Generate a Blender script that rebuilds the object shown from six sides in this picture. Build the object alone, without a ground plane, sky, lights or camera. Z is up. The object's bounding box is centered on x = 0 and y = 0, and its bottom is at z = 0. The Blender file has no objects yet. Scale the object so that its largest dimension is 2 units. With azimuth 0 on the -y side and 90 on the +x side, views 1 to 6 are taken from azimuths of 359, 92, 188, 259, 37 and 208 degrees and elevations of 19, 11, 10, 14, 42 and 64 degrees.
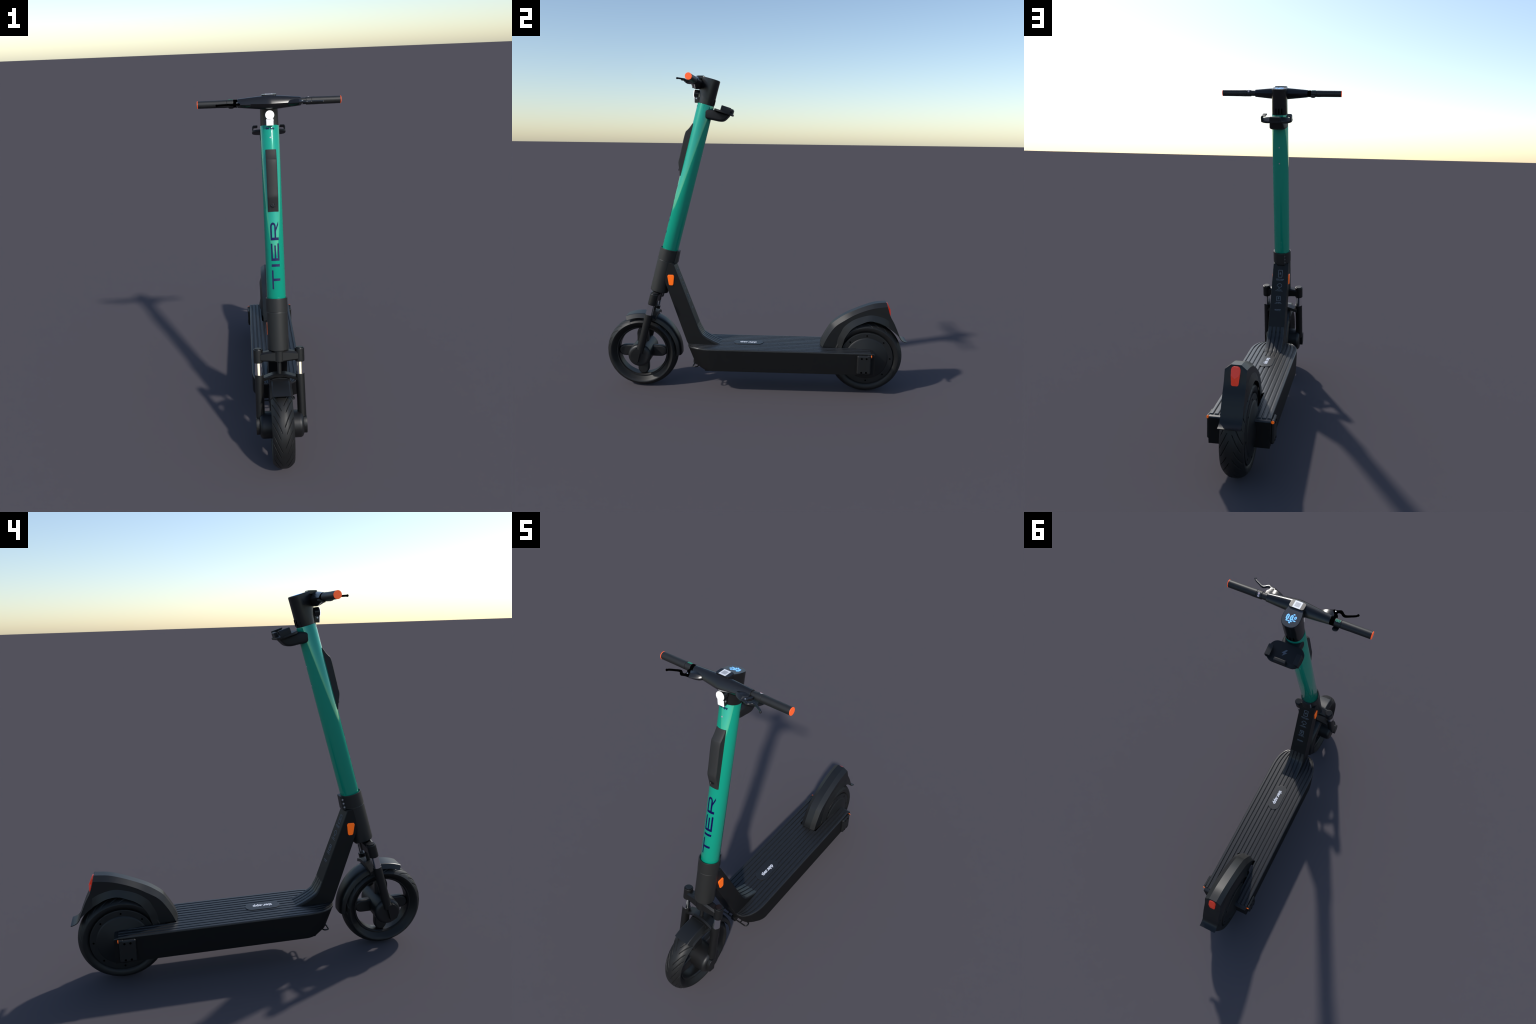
# Electric kick scooter, built part by part (metres, z up, front wheel towards -y).
import bpy, bmesh, math
from mathutils import Vector, Matrix
from math import sin, cos, pi, radians, sqrt, atan2

# ------------------------------------------------------------------ materials
MATS = {}
def material(name, color, rough=0.5, metallic=0.0, spec=0.5, coat=0.0, coat_rough=0.05,
             emit=None, emit_strength=0.0, grain=0.0, grain_scale=400.0, bump=0.0, bump_scale=600.0):
    m = bpy.data.materials.new(name); m.use_nodes = True
    nt = m.node_tree; b = nt.nodes["Principled BSDF"]
    b.inputs["Base Color"].default_value = (*color, 1)
    b.inputs["Roughness"].default_value = rough
    b.inputs["Metallic"].default_value = metallic
    b.inputs["Specular IOR Level"].default_value = spec
    b.inputs["Coat Weight"].default_value = coat
    b.inputs["Coat Roughness"].default_value = coat_rough
    if emit:
        b.inputs["Emission Color"].default_value = (*emit, 1)
        b.inputs["Emission Strength"].default_value = emit_strength
    if grain or bump:
        tc = nt.nodes.new("ShaderNodeTexCoord")
    if grain:
        n = nt.nodes.new("ShaderNodeTexNoise"); n.inputs["Scale"].default_value = grain_scale
        n.inputs["Detail"].default_value = 3
        r = nt.nodes.new("ShaderNodeValToRGB")
        r.color_ramp.elements[0].position = 0.3; r.color_ramp.elements[1].position = 0.7
        r.color_ramp.elements[0].color = tuple(c * (1 - grain) for c in color) + (1,)
        r.color_ramp.elements[1].color = tuple(min(1, c * (1 + grain)) for c in color) + (1,)
        nt.links.new(tc.outputs["Object"], n.inputs["Vector"])
        nt.links.new(n.outputs["Fac"], r.inputs["Fac"])
        nt.links.new(r.outputs["Color"], b.inputs["Base Color"])
    if bump:
        n2 = nt.nodes.new("ShaderNodeTexNoise"); n2.inputs["Scale"].default_value = bump_scale
        bp = nt.nodes.new("ShaderNodeBump"); bp.inputs["Strength"].default_value = bump
        bp.inputs["Distance"].default_value = 0.0006
        nt.links.new(tc.outputs["Object"], n2.inputs["Vector"])
        nt.links.new(n2.outputs["Fac"], bp.inputs["Height"])
        nt.links.new(bp.outputs["Normal"], b.inputs["Normal"])
    MATS[name] = m
    return m

M_GREEN   = material("teal_lacquer", (0.0055, 0.370, 0.240), rough=0.07, metallic=0.20, spec=0.85)
M_FRAME   = material("black_frame", (0.0055, 0.0055, 0.0058), rough=0.5, spec=0.32, grain=0.15)
M_COLUMN  = material("black_column_paint", (0.016, 0.016, 0.015), rough=0.45, spec=0.5, grain=0.12)
M_FORK    = material("fork_black", (0.006, 0.006, 0.006), rough=0.42, spec=0.45)
M_RUBBER  = material("tyre_rubber", (0.009, 0.009, 0.009), rough=0.5, spec=0.4, grain=0.15, bump=0.15)
M_RIM     = material("rim_black", (0.008, 0.008, 0.0085), rough=0.45, spec=0.45)
M_FENDER  = material("fender_plastic", (0.0085, 0.009, 0.0095), rough=0.40, spec=0.45, grain=0.1)
M_MOTOR   = material("motor_cover", (0.008, 0.0085, 0.009), rough=0.5, spec=0.4)
M_DECKTOP = material("deck_rubber", (0.014, 0.0145, 0.0155), rough=0.36, spec=0.55, grain=0.15, bump=0.2)
M_DECK    = material("deck_shell", (0.0045, 0.0045, 0.0048), rough=0.6, spec=0.22, grain=0.15)
M_GLOSS   = material("gloss_black", (0.010, 0.010, 0.011), rough=0.22, spec=0.5)
M_HEAD    = material("head_satin", (0.011, 0.011, 0.011), rough=0.25, spec=0.5)
M_GRIP    = material("grip_rubber", (0.014, 0.014, 0.014), rough=0.5, spec=0.5, grain=0.15)
M_VOID    = material("deep_black", (0.0008, 0.0008, 0.0008), rough=0.9, spec=0.0)
M_HOLDER  = material("holder_plastic", (0.010, 0.010, 0.011), rough=0.55, spec=0.4)
M_STRIP   = material("lock_strip_rubber", (0.022, 0.022, 0.022), rough=0.60, spec=0.4, grain=0.1)
M_CHROME  = material("chrome", (0.92, 0.92, 0.92), rough=0.05, metallic=1.0)
M_STEEL   = material("bright_steel", (0.55, 0.56, 0.60), rough=0.3, metallic=0.7)
M_SCREW   = material("screw_steel", (0.50, 0.46, 0.52), rough=0.4, metallic=0.3)
M_ORANGE  = material("glow_boosted_orange", (1.0, 0.15, 0.003), rough=0.35, coat=0.5, grain=0.06, grain_scale=900, emit=(1.0, 0.14, 0.002), emit_strength=0.28)  # unlit reflectors, emission added to lift their colour on the shaded side
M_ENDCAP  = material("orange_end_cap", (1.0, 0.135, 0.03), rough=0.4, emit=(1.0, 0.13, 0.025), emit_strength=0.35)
M_RED     = material("red_tail_lens", (0.80, 0.050, 0.022), rough=0.3, coat=0.4, grain=0.12, grain_scale=700, emit=(0.9, 0.06, 0.02), emit_strength=0.16)
M_LAMP    = material("headlamp_white", (0.9, 0.9, 0.9), rough=0.4, emit=(1, 1, 1), emit_strength=0.9)
M_LAMPB   = material("lamp_bracket_white", (0.85, 0.85, 0.87), rough=0.4, emit=(1, 1, 1), emit_strength=0.35)
M_NAVY    = material("navy_print", (0.005, 0.0025, 0.068), rough=0.12, spec=0.35)
M_WHITE   = material("white_print", (0.68, 0.69, 0.74), rough=0.5)
M_LABEL   = material("label_white", (0.80, 0.81, 0.84), rough=0.5)
M_LABEL2  = material("label_grey", (0.42, 0.43, 0.46), rough=0.5)
M_ICON    = material("icon_blue_grey", (0.145, 0.165, 0.195), rough=0.6, spec=0.2)
M_DIGIT   = material("display_digits", (0.16, 0.44, 0.95), rough=0.4, emit=(0.16, 0.46, 1.0), emit_strength=0.9)
M_SCREEN  = material("display_glass", (0.030, 0.035, 0.044), rough=0.38, spec=0.6)
M_GO      = material("green_print", (0.02, 0.32, 0.19), rough=0.5)

# ------------------------------------------------------------------ helpers
def make_mesh(name, verts, faces, mat, parent, angle=35, mats=None, face_mats=None, kind=None):
    me = bpy.data.meshes.new(name)
    me.from_pydata([tuple(v) for v in verts], [], faces)
    finish(me, mat, angle, mats, face_mats)
    return add_object(name, me, parent, kind)

def finish(me, mat, angle=35, mats=None, face_mats=None):
    for m in (mats or [mat]):
        me.materials.append(m)
    if face_mats:
        for p, i in zip(me.polygons, face_mats):
            p.material_index = i
    bm = bmesh.new(); bm.from_mesh(me)
    bmesh.ops.recalc_face_normals(bm, faces=bm.faces)
    bm.to_mesh(me); bm.free()
    me.polygons.foreach_set("use_smooth", [True] * len(me.polygons))
    me.set_sharp_from_angle(angle=radians(angle))
    me.update()

def add_object(name, me, parent, kind=None):
    ob = bpy.data.objects.new(name, me)
    bpy.context.scene.collection.objects.link(ob)
    ob.parent = parent
    if kind: ob["kind"] = kind
    if len(me.polygons) < 20000:
        wn = ob.modifiers.new("weighted_normal", 'WEIGHTED_NORMAL'); wn.keep_sharp = True; wn.weight = 60
    return ob

def from_bm(name, bm, mat, parent, angle=35, mats=None):
    me = bpy.data.meshes.new(name)
    bm.to_mesh(me); fm = [f.material_index for f in bm.faces]; bm.free()
    finish(me, mat, angle, mats, fm if mats else None)
    return add_object(name, me, parent)

def empty(name, parent=None, loc=(0, 0, 0)):
    e = bpy.data.objects.new(name, None)
    bpy.context.scene.collection.objects.link(e)
    e.empty_display_size = 0.05
    e.parent = parent
    return e

def frame(origin, zaxis, xaxis):
    z = Vector(zaxis).normalized(); x = Vector(xaxis); x = (x - z * x.dot(z)).normalized(); y = z.cross(x)
    m = Matrix((x, y, z)).transposed().to_4x4(); m.translation = Vector(origin)
    return m

def bevel_bm(bm, width, segs=2, angle=30):
    bm.normal_update()
    es = [e for e in bm.edges if len(e.link_faces) == 2 and e.calc_face_angle(0) > radians(angle)]
    if es and width > 0:
        bmesh.ops.bevel(bm, geom=es, offset=width, segments=segs, profile=0.5, affect='EDGES', clamp_overlap=True)

def box(name, size, mat, parent, M=None, bevel=0.003, segs=2, taper=(1, 1)):
    """Box centred at the origin of M; taper scales x,y of the +z end."""
    bm = bmesh.new(); bmesh.ops.create_cube(bm, size=1)
    for v in bm.verts:
        t = taper if v.co.z > 0 else (1, 1)
        v.co = Vector((v.co.x * size[0] * t[0], v.co.y * size[1] * t[1], v.co.z * size[2]))
    bevel_bm(bm, bevel, segs)
    if M: bm.transform(M)
    return from_bm(name, bm, mat, parent)

def prism(name, poly, h, mat, parent, M=None, bevel=0.002, segs=2, angle=35):
    """Extrude 2D polygon from local z=0 to h."""
    bm = bmesh.new()
    a = [bm.verts.new((p[0], p[1], 0)) for p in poly]
    b = [bm.verts.new((p[0], p[1], h)) for p in poly]
    n = len(poly)
    bm.faces.new(a[::-1]); bm.faces.new(b)
    for i in range(n):
        bm.faces.new((a[i], a[(i + 1) % n], b[(i + 1) % n], b[i]))
    bmesh.ops.recalc_face_normals(bm, faces=bm.faces)
    if bevel: bevel_bm(bm, bevel, segs, 40)
    if M: bm.transform(M)
    return from_bm(name, bm, mat, parent, angle)

def rounded_rect(w, h, r, n=6):
    pts = []
    for cx, cy, a0 in ((w/2-r, h/2-r, 0), (-w/2+r, h/2-r, 90), (-w/2+r, -h/2+r, 180), (w/2-r, -h/2+r, 270)):
        for i in range(n + 1):
            a = radians(a0 + 90 * i / n)
            pts.append((cx + r * cos(a), cy + r * sin(a)))
    return pts

def revolve(name, profile, mat, parent, M, seg=48, closed=False, angle=35, disp=None):
    """profile [(r, h)] turned about the local z axis of M."""
    verts, faces = [], []
    n = len(profile)
    for i in range(seg):
        a = 2 * pi * i / seg
        for (r, h) in profile:
            rr = r + (disp(a, r, h) if disp else 0)
            verts.append(M @ Vector((rr * cos(a), rr * sin(a), h)))
    m = n if closed else n - 1
    for i in range(seg):
        j = (i + 1) % seg
        for k in range(m):
            l = (k + 1) % n
            faces.append((i * n + k, j * n + k, j * n + l, i * n + l))
    if not closed:
        if profile[0][0] > 1e-6: faces.append([i * n for i in range(seg)][::-1])
        if profile[-1][0] > 1e-6: faces.append([i * n + n - 1 for i in range(seg)])
    me = bpy.data.meshes.new(name); me.from_pydata([tuple(v) for v in verts], [], faces)
    bm = bmesh.new(); bm.from_mesh(me); bmesh.ops.remove_doubles(bm, verts=bm.verts, dist=1e-6)
    bm.to_mesh(me); bm.free()
    finish(me, mat, angle)
    return add_object(name, me, parent)

def rod(name, p0, p1, r, mat, parent, r1=None, chamfer=0.002, seg=40, soft=False):
    p0, p1 = Vector(p0), Vector(p1); d = p1 - p0; L = d.length
    r1 = r if r1 is None else r1; c = min(chamfer, L * 0.4)
    M = frame(p0, d, (1, 0, 0) if abs(d.normalized().x) < 0.9 else (0, 1, 0))
    q = c * 0.3
    prof = [(r - c, 0), (r - q, q * 0.8), (r, c), (r, c * 1.6), (r1, L - c * 1.6), (r1, L - c), (r1 - q, L - q * 0.8), (r1 - c, L)]
    if soft:      # end normals lean outwards to slant the mirrored horizon line along the tube
        prof = [p for i, p in enumerate(prof) if i not in (3, 4)]
    ob = revolve(name, prof, mat, parent, M, seg)
    if soft: ob.modifiers.clear()
    return ob

def loft(name, sections, mat, parent, caps=True, angle=35, closed=True):
    verts, faces = [], []
    n = len(sections[0])
    for s in sections: verts += [Vector(p) for p in s]
    m = n if closed else n - 1
    for i in range(len(sections) - 1):
        for k in range(m):
            l = (k + 1) % n
            faces.append((i * n + k, i * n + l, (i + 1) * n + l, (i + 1) * n + k))
    if caps and closed:
        faces.append(list(range(n))[::-1]); b = (len(sections) - 1) * n
        faces.append([b + k for k in range(n)])
    return make_mesh(name, verts, faces, mat, parent, angle)

def text_mesh(body, size, offset=0.0, extrude=0.0004, spacing=1.0, shear=0.0, wx=1.0):
    cu = bpy.data.curves.new("lettering", 'FONT')
    cu.body = body; cu.size = size; cu.align_x = 'CENTER'; cu.align_y = 'CENTER'
    cu.extrude = extrude; cu.offset = offset; cu.space_character = spacing; cu.resolution_u = 4; cu.shear = shear
    ob = bpy.data.objects.new("lettering", cu)
    bpy.context.scene.collection.objects.link(ob)
    dg = bpy.context.evaluated_depsgraph_get()
    me = bpy.data.meshes.new_from_object(ob.evaluated_get(dg))
    bpy.data.objects.remove(ob); bpy.data.curves.remove(cu)
    if wx != 1.0:
        for v in me.vertices: v.co.x *= wx
    return me

def lettering(name, body, size, mat, parent, M, **kw):
    me = text_mesh(body, size, **kw)
    me.transform(M); me.materials.clear(); me.materials.append(mat)
    return add_object(name, me, parent)

def lerp(a, b, t): return a + (b - a) * t
def interp(pts, x):
    if x <= pts[0][0]: return pts[0][1]
    for (a, b), (c, d) in zip(pts, pts[1:]):
        if x <= c: return lerp(b, d, (x - a) / (c - a))
    return pts[-1][1]
def catmull(pts, n=8):
    P = [Vector(p) for p in pts]; out = []
    for i in range(len(P) - 1):
        p0, p1, p2, p3 = P[max(i-1, 0)], P[i], P[i+1], P[min(i+2, len(P)-1)]
        for k in range(n):
            t = k / n
            out.append(0.5 * ((2*p1) + (p2-p0)*t + (2*p0-5*p1+4*p2-p3)*t*t + (3*p1-p0-3*p2+p3)*t**3))
    out.append(P[-1]); return out

# ------------------------------------------------------------------ frames
TILT = atan2(0.264, 1.0)
AX = Vector((0, sin(TILT), cos(TILT)))        # steering axis, upwards
FW = Vector((0, -cos(TILT), sin(TILT)))       # forward, square to the axis
P0 = Vector((0, -0.5537, 0.9236))             # foot of the green tube
def S(s, x=0.0, f=0.0): return P0 + AX * s + FW * f + Vector((x, 0, 0))
def S_of(y, z):
    d = Vector((0, y, z)) - P0
    return d.dot(AX), d.dot(FW)

scooter = empty("electric_scooter")
scooter["label"] = "black electric kick scooter with teal steering tube and orange reflectors"
scooter["category"] = "electric scooter"

# ================================================================== DECK
PITCH = 0.0266
DECK_W, DECK_Z, DECK_B = 0.1555, 0.306, 0.159
GW = 0.0042      # half width of a groove at the top
def rib_columns(limit):
    """x positions and heights (0 = rib top) over one half; a groove runs along the centre line."""
    cols = [(0.0, -0.0052), (GW * 0.45, -0.0052), (GW * 1.1, -0.0004), (GW * 1.1 + 0.003, 0.0003)]
    k = 1
    while PITCH * k + GW <= limit:
        g = PITCH * k
        cols += [(g - GW, -0.0004), (g - GW * 0.45, -0.0052), (g + GW * 0.45, -0.0052), (g + GW * 1.2, -0.0004),
                 (g + GW * 1.2 + 0.003, 0.0003)]
        k += 1
    return cols
half = rib_columns(0.1400)
half += [(0.1510, -0.0005), (0.1538, -0.0030), (DECK_W, -0.0085)]
cols = [(-x, h) for x, h in half[::-1]] + half[1:]
NECK_W = 0.056
def front_pull(y):
    y0, L = -0.262, 0.174
    u = min(max((y0 - y) / L, 0), 1)
    return (1 - u ** 2.2) ** (1 / 2.2)
def plan_x(x0, y):
    a = abs(x0)
    if a <= NECK_W: return x0
    return math.copysign(NECK_W + (a - NECK_W) * front_pull(y), x0)
rows = [-0.436 + 0.0002]
for i in range(1, 26):
    rows.append(-0.262 - 0.174 * cos(pi / 2 * i / 25))
rows += [-0.20 + 0.064 * i for i in range(10)] + [0.4405, 0.4406, 0.50, 0.58, 0.66, 0.742, 0.7445, 0.757, 0.764, 0.767]
rows = sorted(set(round(r, 5) for r in rows))
NOTCH = 0.0665
NOTCH_Y = 0.4406
verts, faces = [], []
for y in rows:
    endt = max(0.0, min(1.0, (y - 0.7425) / 0.002))
    for x0, h in cols:
        hh = lerp(h, min(h, -0.0052), endt)
        if y > 0.756: hh -= {0.757: 0.0, 0.764: 0.0025, 0.767: 0.0075}.get(round(y, 3), 0)
        fade = 1.0
        verts.append(Vector((plan_x(x0, y), y, DECK_Z + hh * fade)))
nc = len(cols)
# snap the columns beside the notch onto its edge for the rear arms
ni = min(range(nc), key=lambda i: abs(cols[i][0] - NOTCH)); nj = nc - 1 - ni
for r, y in enumerate(rows):
    if y >= NOTCH_Y:
        verts[r * nc + ni].x = NOTCH; verts[r * nc + nj].x = -NOTCH
bm = bmesh.new()
bv = [bm.verts.new(v) for v in verts]
for r in range(len(rows) - 1):
    for c in range(nc - 1):
        if rows[r] >= NOTCH_Y - 1e-6 and nj <= c < ni: continue
        f = bm.faces.new((bv[r*nc+c], bv[r*nc+c+1], bv[(r+1)*nc+c+1], bv[(r+1)*nc+c]))
        f.material_index = 0
loose = [v for v in bm.verts if not v.link_faces]
bmesh.ops.delete(bm, geom=loose, context='VERTS')
bmesh.ops.remove_doubles(bm, verts=bm.verts, dist=1e-5)
border = [e for e in bm.edges if len(e.link_faces) == 1]
def drop(edges, fn):
    g = bmesh.ops.extrude_edge_only(bm, edges=edges)["geom"]
    for v in [x for x in g if isinstance(x, bmesh.types.BMVert)]: fn(v)
    for f in [x for x in g if isinstance(x, bmesh.types.BMFace)]: f.material_index = 1
    return [x for x in g if isinstance(x, bmesh.types.BMEdge) and len(x.link_faces) == 1]
def side(z, t):
    def fn(v):
        v.co.z = z
        k = max(0.0, min(1.0, (-0.255 - v.co.y) / 0.15))
        v.co.y += 0.070 * (k ** 0.8) * t
        if abs(v.co.x) > 0.14: v.co.x -= math.copysign(0.0015 * t, v.co.x)
    return fn
b1 = drop(border, side(0.292, 0.05))
b2 = drop(b1, side(0.182, 0.62))
b3 = drop(b2, side(DECK_B, 0.55))
bmesh.ops.triangle_fill(bm, edges=b3, use_beauty=True)
deck = from_bm("deck", bm, M_DECKTOP, scooter, angle=28, mats=[M_DECKTOP, M_DECK])
for p in deck.data.polygons:
    if p.center.z < 0.2: p.material_index = 1
# battery tray under the deck
box("battery_tray", (0.25, 0.74, 0.02), M_DECK, deck, Matrix.Translation((0, 0.05, 0.156)), 0.006)

# logo plate
plate = prism("logo_plate", rounded_rect(0.079, 0.194, 0.0385, 12), 0.0068, M_DECKTOP, deck,
              Matrix.Translation((0, -0.044, 0.3022)), 0.0015)
lettering("lettering", "tier.app", 0.0335, M_WHITE, deck,
          frame((0.001, -0.044, 0.3094), (0, 0, 1), (0, 1, 0)), offset=0.0013, extrude=0.0003, spacing=1.05)

# front lock loop with slots
loop = empty("lock_loop", scooter)
def wire(name, pts, r, mat, parent, cyclic=False, n=6, flat=1.0):
    cu = bpy.data.curves.new(name, 'CURVE'); cu.dimensions = '3D'
    sp = cu.splines.new('POLY'); sp.points.add(len(pts) - 1)
    for p, q in zip(sp.points, pts): p.co = (*q, 1)
    sp.use_cyclic_u = cyclic
    cu.bevel_depth = r; cu.bevel_resolution = 3; cu.use_fill_caps = True
    ob = bpy.data.objects.new(name, cu); bpy.context.scene.collection.objects.link(ob)
    dg = bpy.context.evaluated_depsgraph_get()
    me = bpy.data.meshes.new_from_object(ob.evaluated_get(dg))
    bpy.data.objects.remove(ob); bpy.data.curves.remove(cu)
    me.materials.clear(); finish(me, mat, 40)
    return add_object(name, me, parent)
LZ, LY = 0.166, -0.3845
wire("loop_frame", [(p[0], LY + p[1], LZ) for p in rounded_rect(0.204, 0.032, 0.014, 5)], 0.0045, M_FORK, loop, True)
for x in (-0.052, 0.052):
    rod("loop_bridge", (x, LY - 0.014, LZ), (x, LY + 0.02, LZ), 0.004, M_FORK, loop, seg=12)
box("loop_block", (0.036, 0.034, 0.034), M_FORK, loop, Matrix.Translation((0, -0.394, 0.170)), 0.006)

# rear arm plates with bolts and small reflectors
for sx in (1, -1):
    pl = box("axle_plate", (0.021, 0.088, 0.124), M_MOTOR, deck,
             Matrix.Translation((sx * 0.1605, 0.699, 0.230)), 0.0100, 4)
    bolt_dirs = [(0.684, 0.274), (0.714, 0.274), (0.684, 0.182), (0.714, 0.182)]
    for (y, z) in bolt_dirs:
        rod("bolt", (sx * 0.1690, y, z), (sx * 0.1728, y, z), 0.0058, M_VOID, pl, seg=16, chamfer=0.001)
    rod("reflector_barrel", (sx * 0.163, 0.722, 0.287), (sx * 0.163, 0.744, 0.287), 0.0085, M_MOTOR, pl, seg=20)
    rod("orange_reflector", (sx * 0.163, 0.7435, 0.287), (sx * 0.163, 0.7475, 0.287), 0.0082, M_ORANGE, pl, seg=20, chamfer=0.001)

# ================================================================== NECK
neck_profile = [(-0.5664, 0.846), (-0.5200, 0.846), (-0.5264, 0.8394), (-0.3690, 0.414), (-0.3588, 0.3869), (-0.3422, 0.3612),
                (-0.3089, 0.3376), (-0.2554, 0.3110), (-0.236, 0.3035), (-0.236, 0.290), (-0.428, 0.290),
                (-0.4453, 0.3184), (-0.5844, 0.7213)]
neck_profile = neck_profile[:1] + neck_profile[2:]
bm = bmesh.new()
L_, R_ = [], []
for y, z in neck_profile:
    w = interp([(0.30, 0.0575), (0.40, 0.0565), (0.85, 0.0525)], z)
    L_.append(bm.verts.new((-w, y, z))); R_.append(bm.verts.new((w, y, z)))
n = len(L_)
bm.faces.new(L_); bm.faces.new(R_[::-1])
for i in range(n): bm.faces.new((L_[i], R_[i], R_[(i+1) % n], L_[(i+1) % n]))
bmesh.ops.recalc_face_normals(bm, faces=bm.faces)
bm.normal_update()
es = []
for e in bm.edges:
    a, b = e.verts
    if abs(a.co.x - b.co.x) < 0.02 and e.calc_face_angle(0) > 0.5: es.append(e)
bmesh.ops.bevel(bm, geom=es, offset=0.005, segments=3, profile=0.5, affect='EDGES', clamp_overlap=True)
neck = from_bm("neck", bm, M_FRAME, scooter, 30)

# ribbed fillet where the neck meets the deck
fil = catmull([(0, -0.3760, 0.4330), (0, -0.3655, 0.4045), (0, -0.3555, 0.3830), (0, -0.3395, 0.3610), (0, -0.3060, 0.3385),
               (0, -0.2530, 0.3120), (0, -0.2250, 0.3056)], 5)
fh = [c for c in rib_columns(0.045) if c[0] <= 0.050] + [(0.0495, 0.0), (0.0535, -0.003), (0.0545, -0.010)]
fcols = [(-x, h) for x, h in fh[::-1]] + fh[1:]
verts, faces = [], []
for i, p in enumerate(fil):
    t = (fil[min(i+1, len(fil)-1)] - fil[max(i-1, 0)]).normalized()
    nrm = Vector((0, -t.z, t.y)); nrm = nrm if nrm.z > 0 else -nrm
    lift = 0.0052 * min(1, i / 8)
    lift = lift * min(1.0, (len(fil) - 1 - i) / 4)
    k = 1.0 if i < len(fil) - 1 else 1.0
    for x, h in fcols:
        verts.append(p + nrm * (lift + h * k) + Vector((x, 0, 0)))
m = len(fcols)
for i in range(len(fil) - 1):
    for c in range(m - 1):
        faces.append((i*m+c, i*m+c+1, (i+1)*m+c+1, (i+1)*m+c))
make_mesh("ribbed_fillet", verts, faces, M_DECKTOP, neck, 28)

# orange side reflectors
def side_reflector(sx):
    pts = [(-0.5655, 0.757), (-0.560, 0.7655), (-0.528, 0.7655), (-0.5225, 0.757), (-0.528, 0.704), (-0.533, 0.6965),
           (-0.552, 0.6965), (-0.5575, 0.704)]
    M = frame((sx * 0.0505, 0, 0), (sx, 0, 0), (0, 1, 0))
    poly = [((M.inverted() @ Vector((sx * 0.0505, y, z))).x, (M.inverted() @ Vector((sx * 0.0505, y, z))).y) for y, z in pts]
    return prism("neck_side_reflector", poly, 0.0075, M_ORANGE, neck, M, 0.0022, 3)
for sx in (1, -1): side_reflector(sx)

# instruction pictograms on the rear face
u = Vector((0, -0.3690 + 0.5264, 0.414 - 0.8394)).normalized() * -1
def neck_face(z):
    y = lerp(-0.5264, -0.3690, (0.8394 - z) / (0.8394 - 0.414))
    nrm = Vector((-1, 0, 0)).cross(u).normalized()
    return frame(Vector((0, y, z)) + nrm * 0.0006, nrm, (-1, 0, 0))
pict = empty("pictogram_set", scooter)
def ring_outline(name, outer, th, M, mat=M_ICON, h=0.0005):
    """Closed outline of a polygon with stroke th."""
    c = Vector((sum(p[0] for p in outer) / len(outer), sum(p[1] for p in outer) / len(outer)))
    n = len(outer); verts, faces = [], []
    inner = []
    for i in range(n):
        a, b, d = Vector(outer[i-1]), Vector(outer[i]), Vector(outer[(i+1) % n])
        t = ((b - a).normalized() + (d - b).normalized()).normalized()
        nr = Vector((-t.y, t.x))
        inner.append(b + nr * th)
    for p, q in zip(outer, inner):
        verts += [M @ Vector((p[0], p[1], h)), M @ Vector((q[0], q[1], h)), M @ Vector((p[0], p[1], -h)), M @ Vector((q[0], q[1], -h))]
    for i in range(n):
        a, b = 4 * i, 4 * ((i + 1) % n)
        faces += [(a, b, b+1, a+1), (a+2, a+3, b+3, b+2), (a, a+2, b+2, b), (a+1, b+1, b+3, a+3)]
    return make_mesh(name, verts, faces, mat, pict, 30)
Mz = neck_face(0.774)
ring_outline("phone_pictogram", rounded_rect(0.029, 0.052, 0.004, 3), 0.0032, Mz)
prism("arrow_pictogram", [(-0.0065, 0.000), (-0.002, 0.001), (-0.002, 0.010), (0.002, 0.010), (0.002, 0.001), (0.0065, 0.000), (0.003, -0.006), (-0.003, -0.006)],
      0.0006, M_ICON, pict, Mz, 0)
def caption(z, dy, words, h):
    """A caption too small to read: one bar per word, centred."""
    Mc_ = neck_face(z); gap = 0.0018
    total = sum(words) + gap * (len(words) - 1); x = -total / 2
    for w in words:
        prism("caption_word", rounded_rect(w, h, h * 0.35, 2), 0.0004, M_ICON, pict, Mc_ @ Matrix.Translation((x + w / 2, dy, 0)), 0)
        x += w + gap
for z, top, low in ((0.7350, (0.025, 0.006, 0.021), (0.010, 0.012, 0.020)), (0.6655, (0.010, 0.004, 0.015), (0.012, 0.022, 0.013)),
                    (0.5850, (0.011, 0.021), (0.008, 0.010, 0.012, 0.012)), (0.5390, (0.016, 0.026), (0.006, 0.016, 0.012))):
    caption(z, 0.0032, top, 0.0036)
    caption(z, -0.0042, low, 0.0022)
Mz = neck_face(0.697)
helmet = [(-0.0185, -0.004), (-0.014, 0.007), (-0.004, 0.0145), (0.007, 0.0145), (0.016, 0.008), (0.0185, -0.002),
          (0.015, -0.010), (0.006, -0.0125), (0.000, -0.022), (-0.005, -0.022), (-0.005, -0.009)][::-1]
ring_outline("helmet_pictogram", helmet, 0.0030, Mz)
Mz = neck_face(0.613)
ring_outline("parking_pictogram", rounded_rect(0.029, 0.034, 0.004, 3), 0.0030, Mz)
lettering("lettering", "P", 0.019, M_ICON, pict, Mz, offset=0.0009)

# ================================================================== STEERING COLUMN
column = empty("steering_column", scooter)
CF = 0.0060
rod("column_tube", S(-0.2865, 0, CF), S(-0.072, 0, CF), 0.0578, M_COLUMN, column, seg=64, chamfer=0.003)
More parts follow.
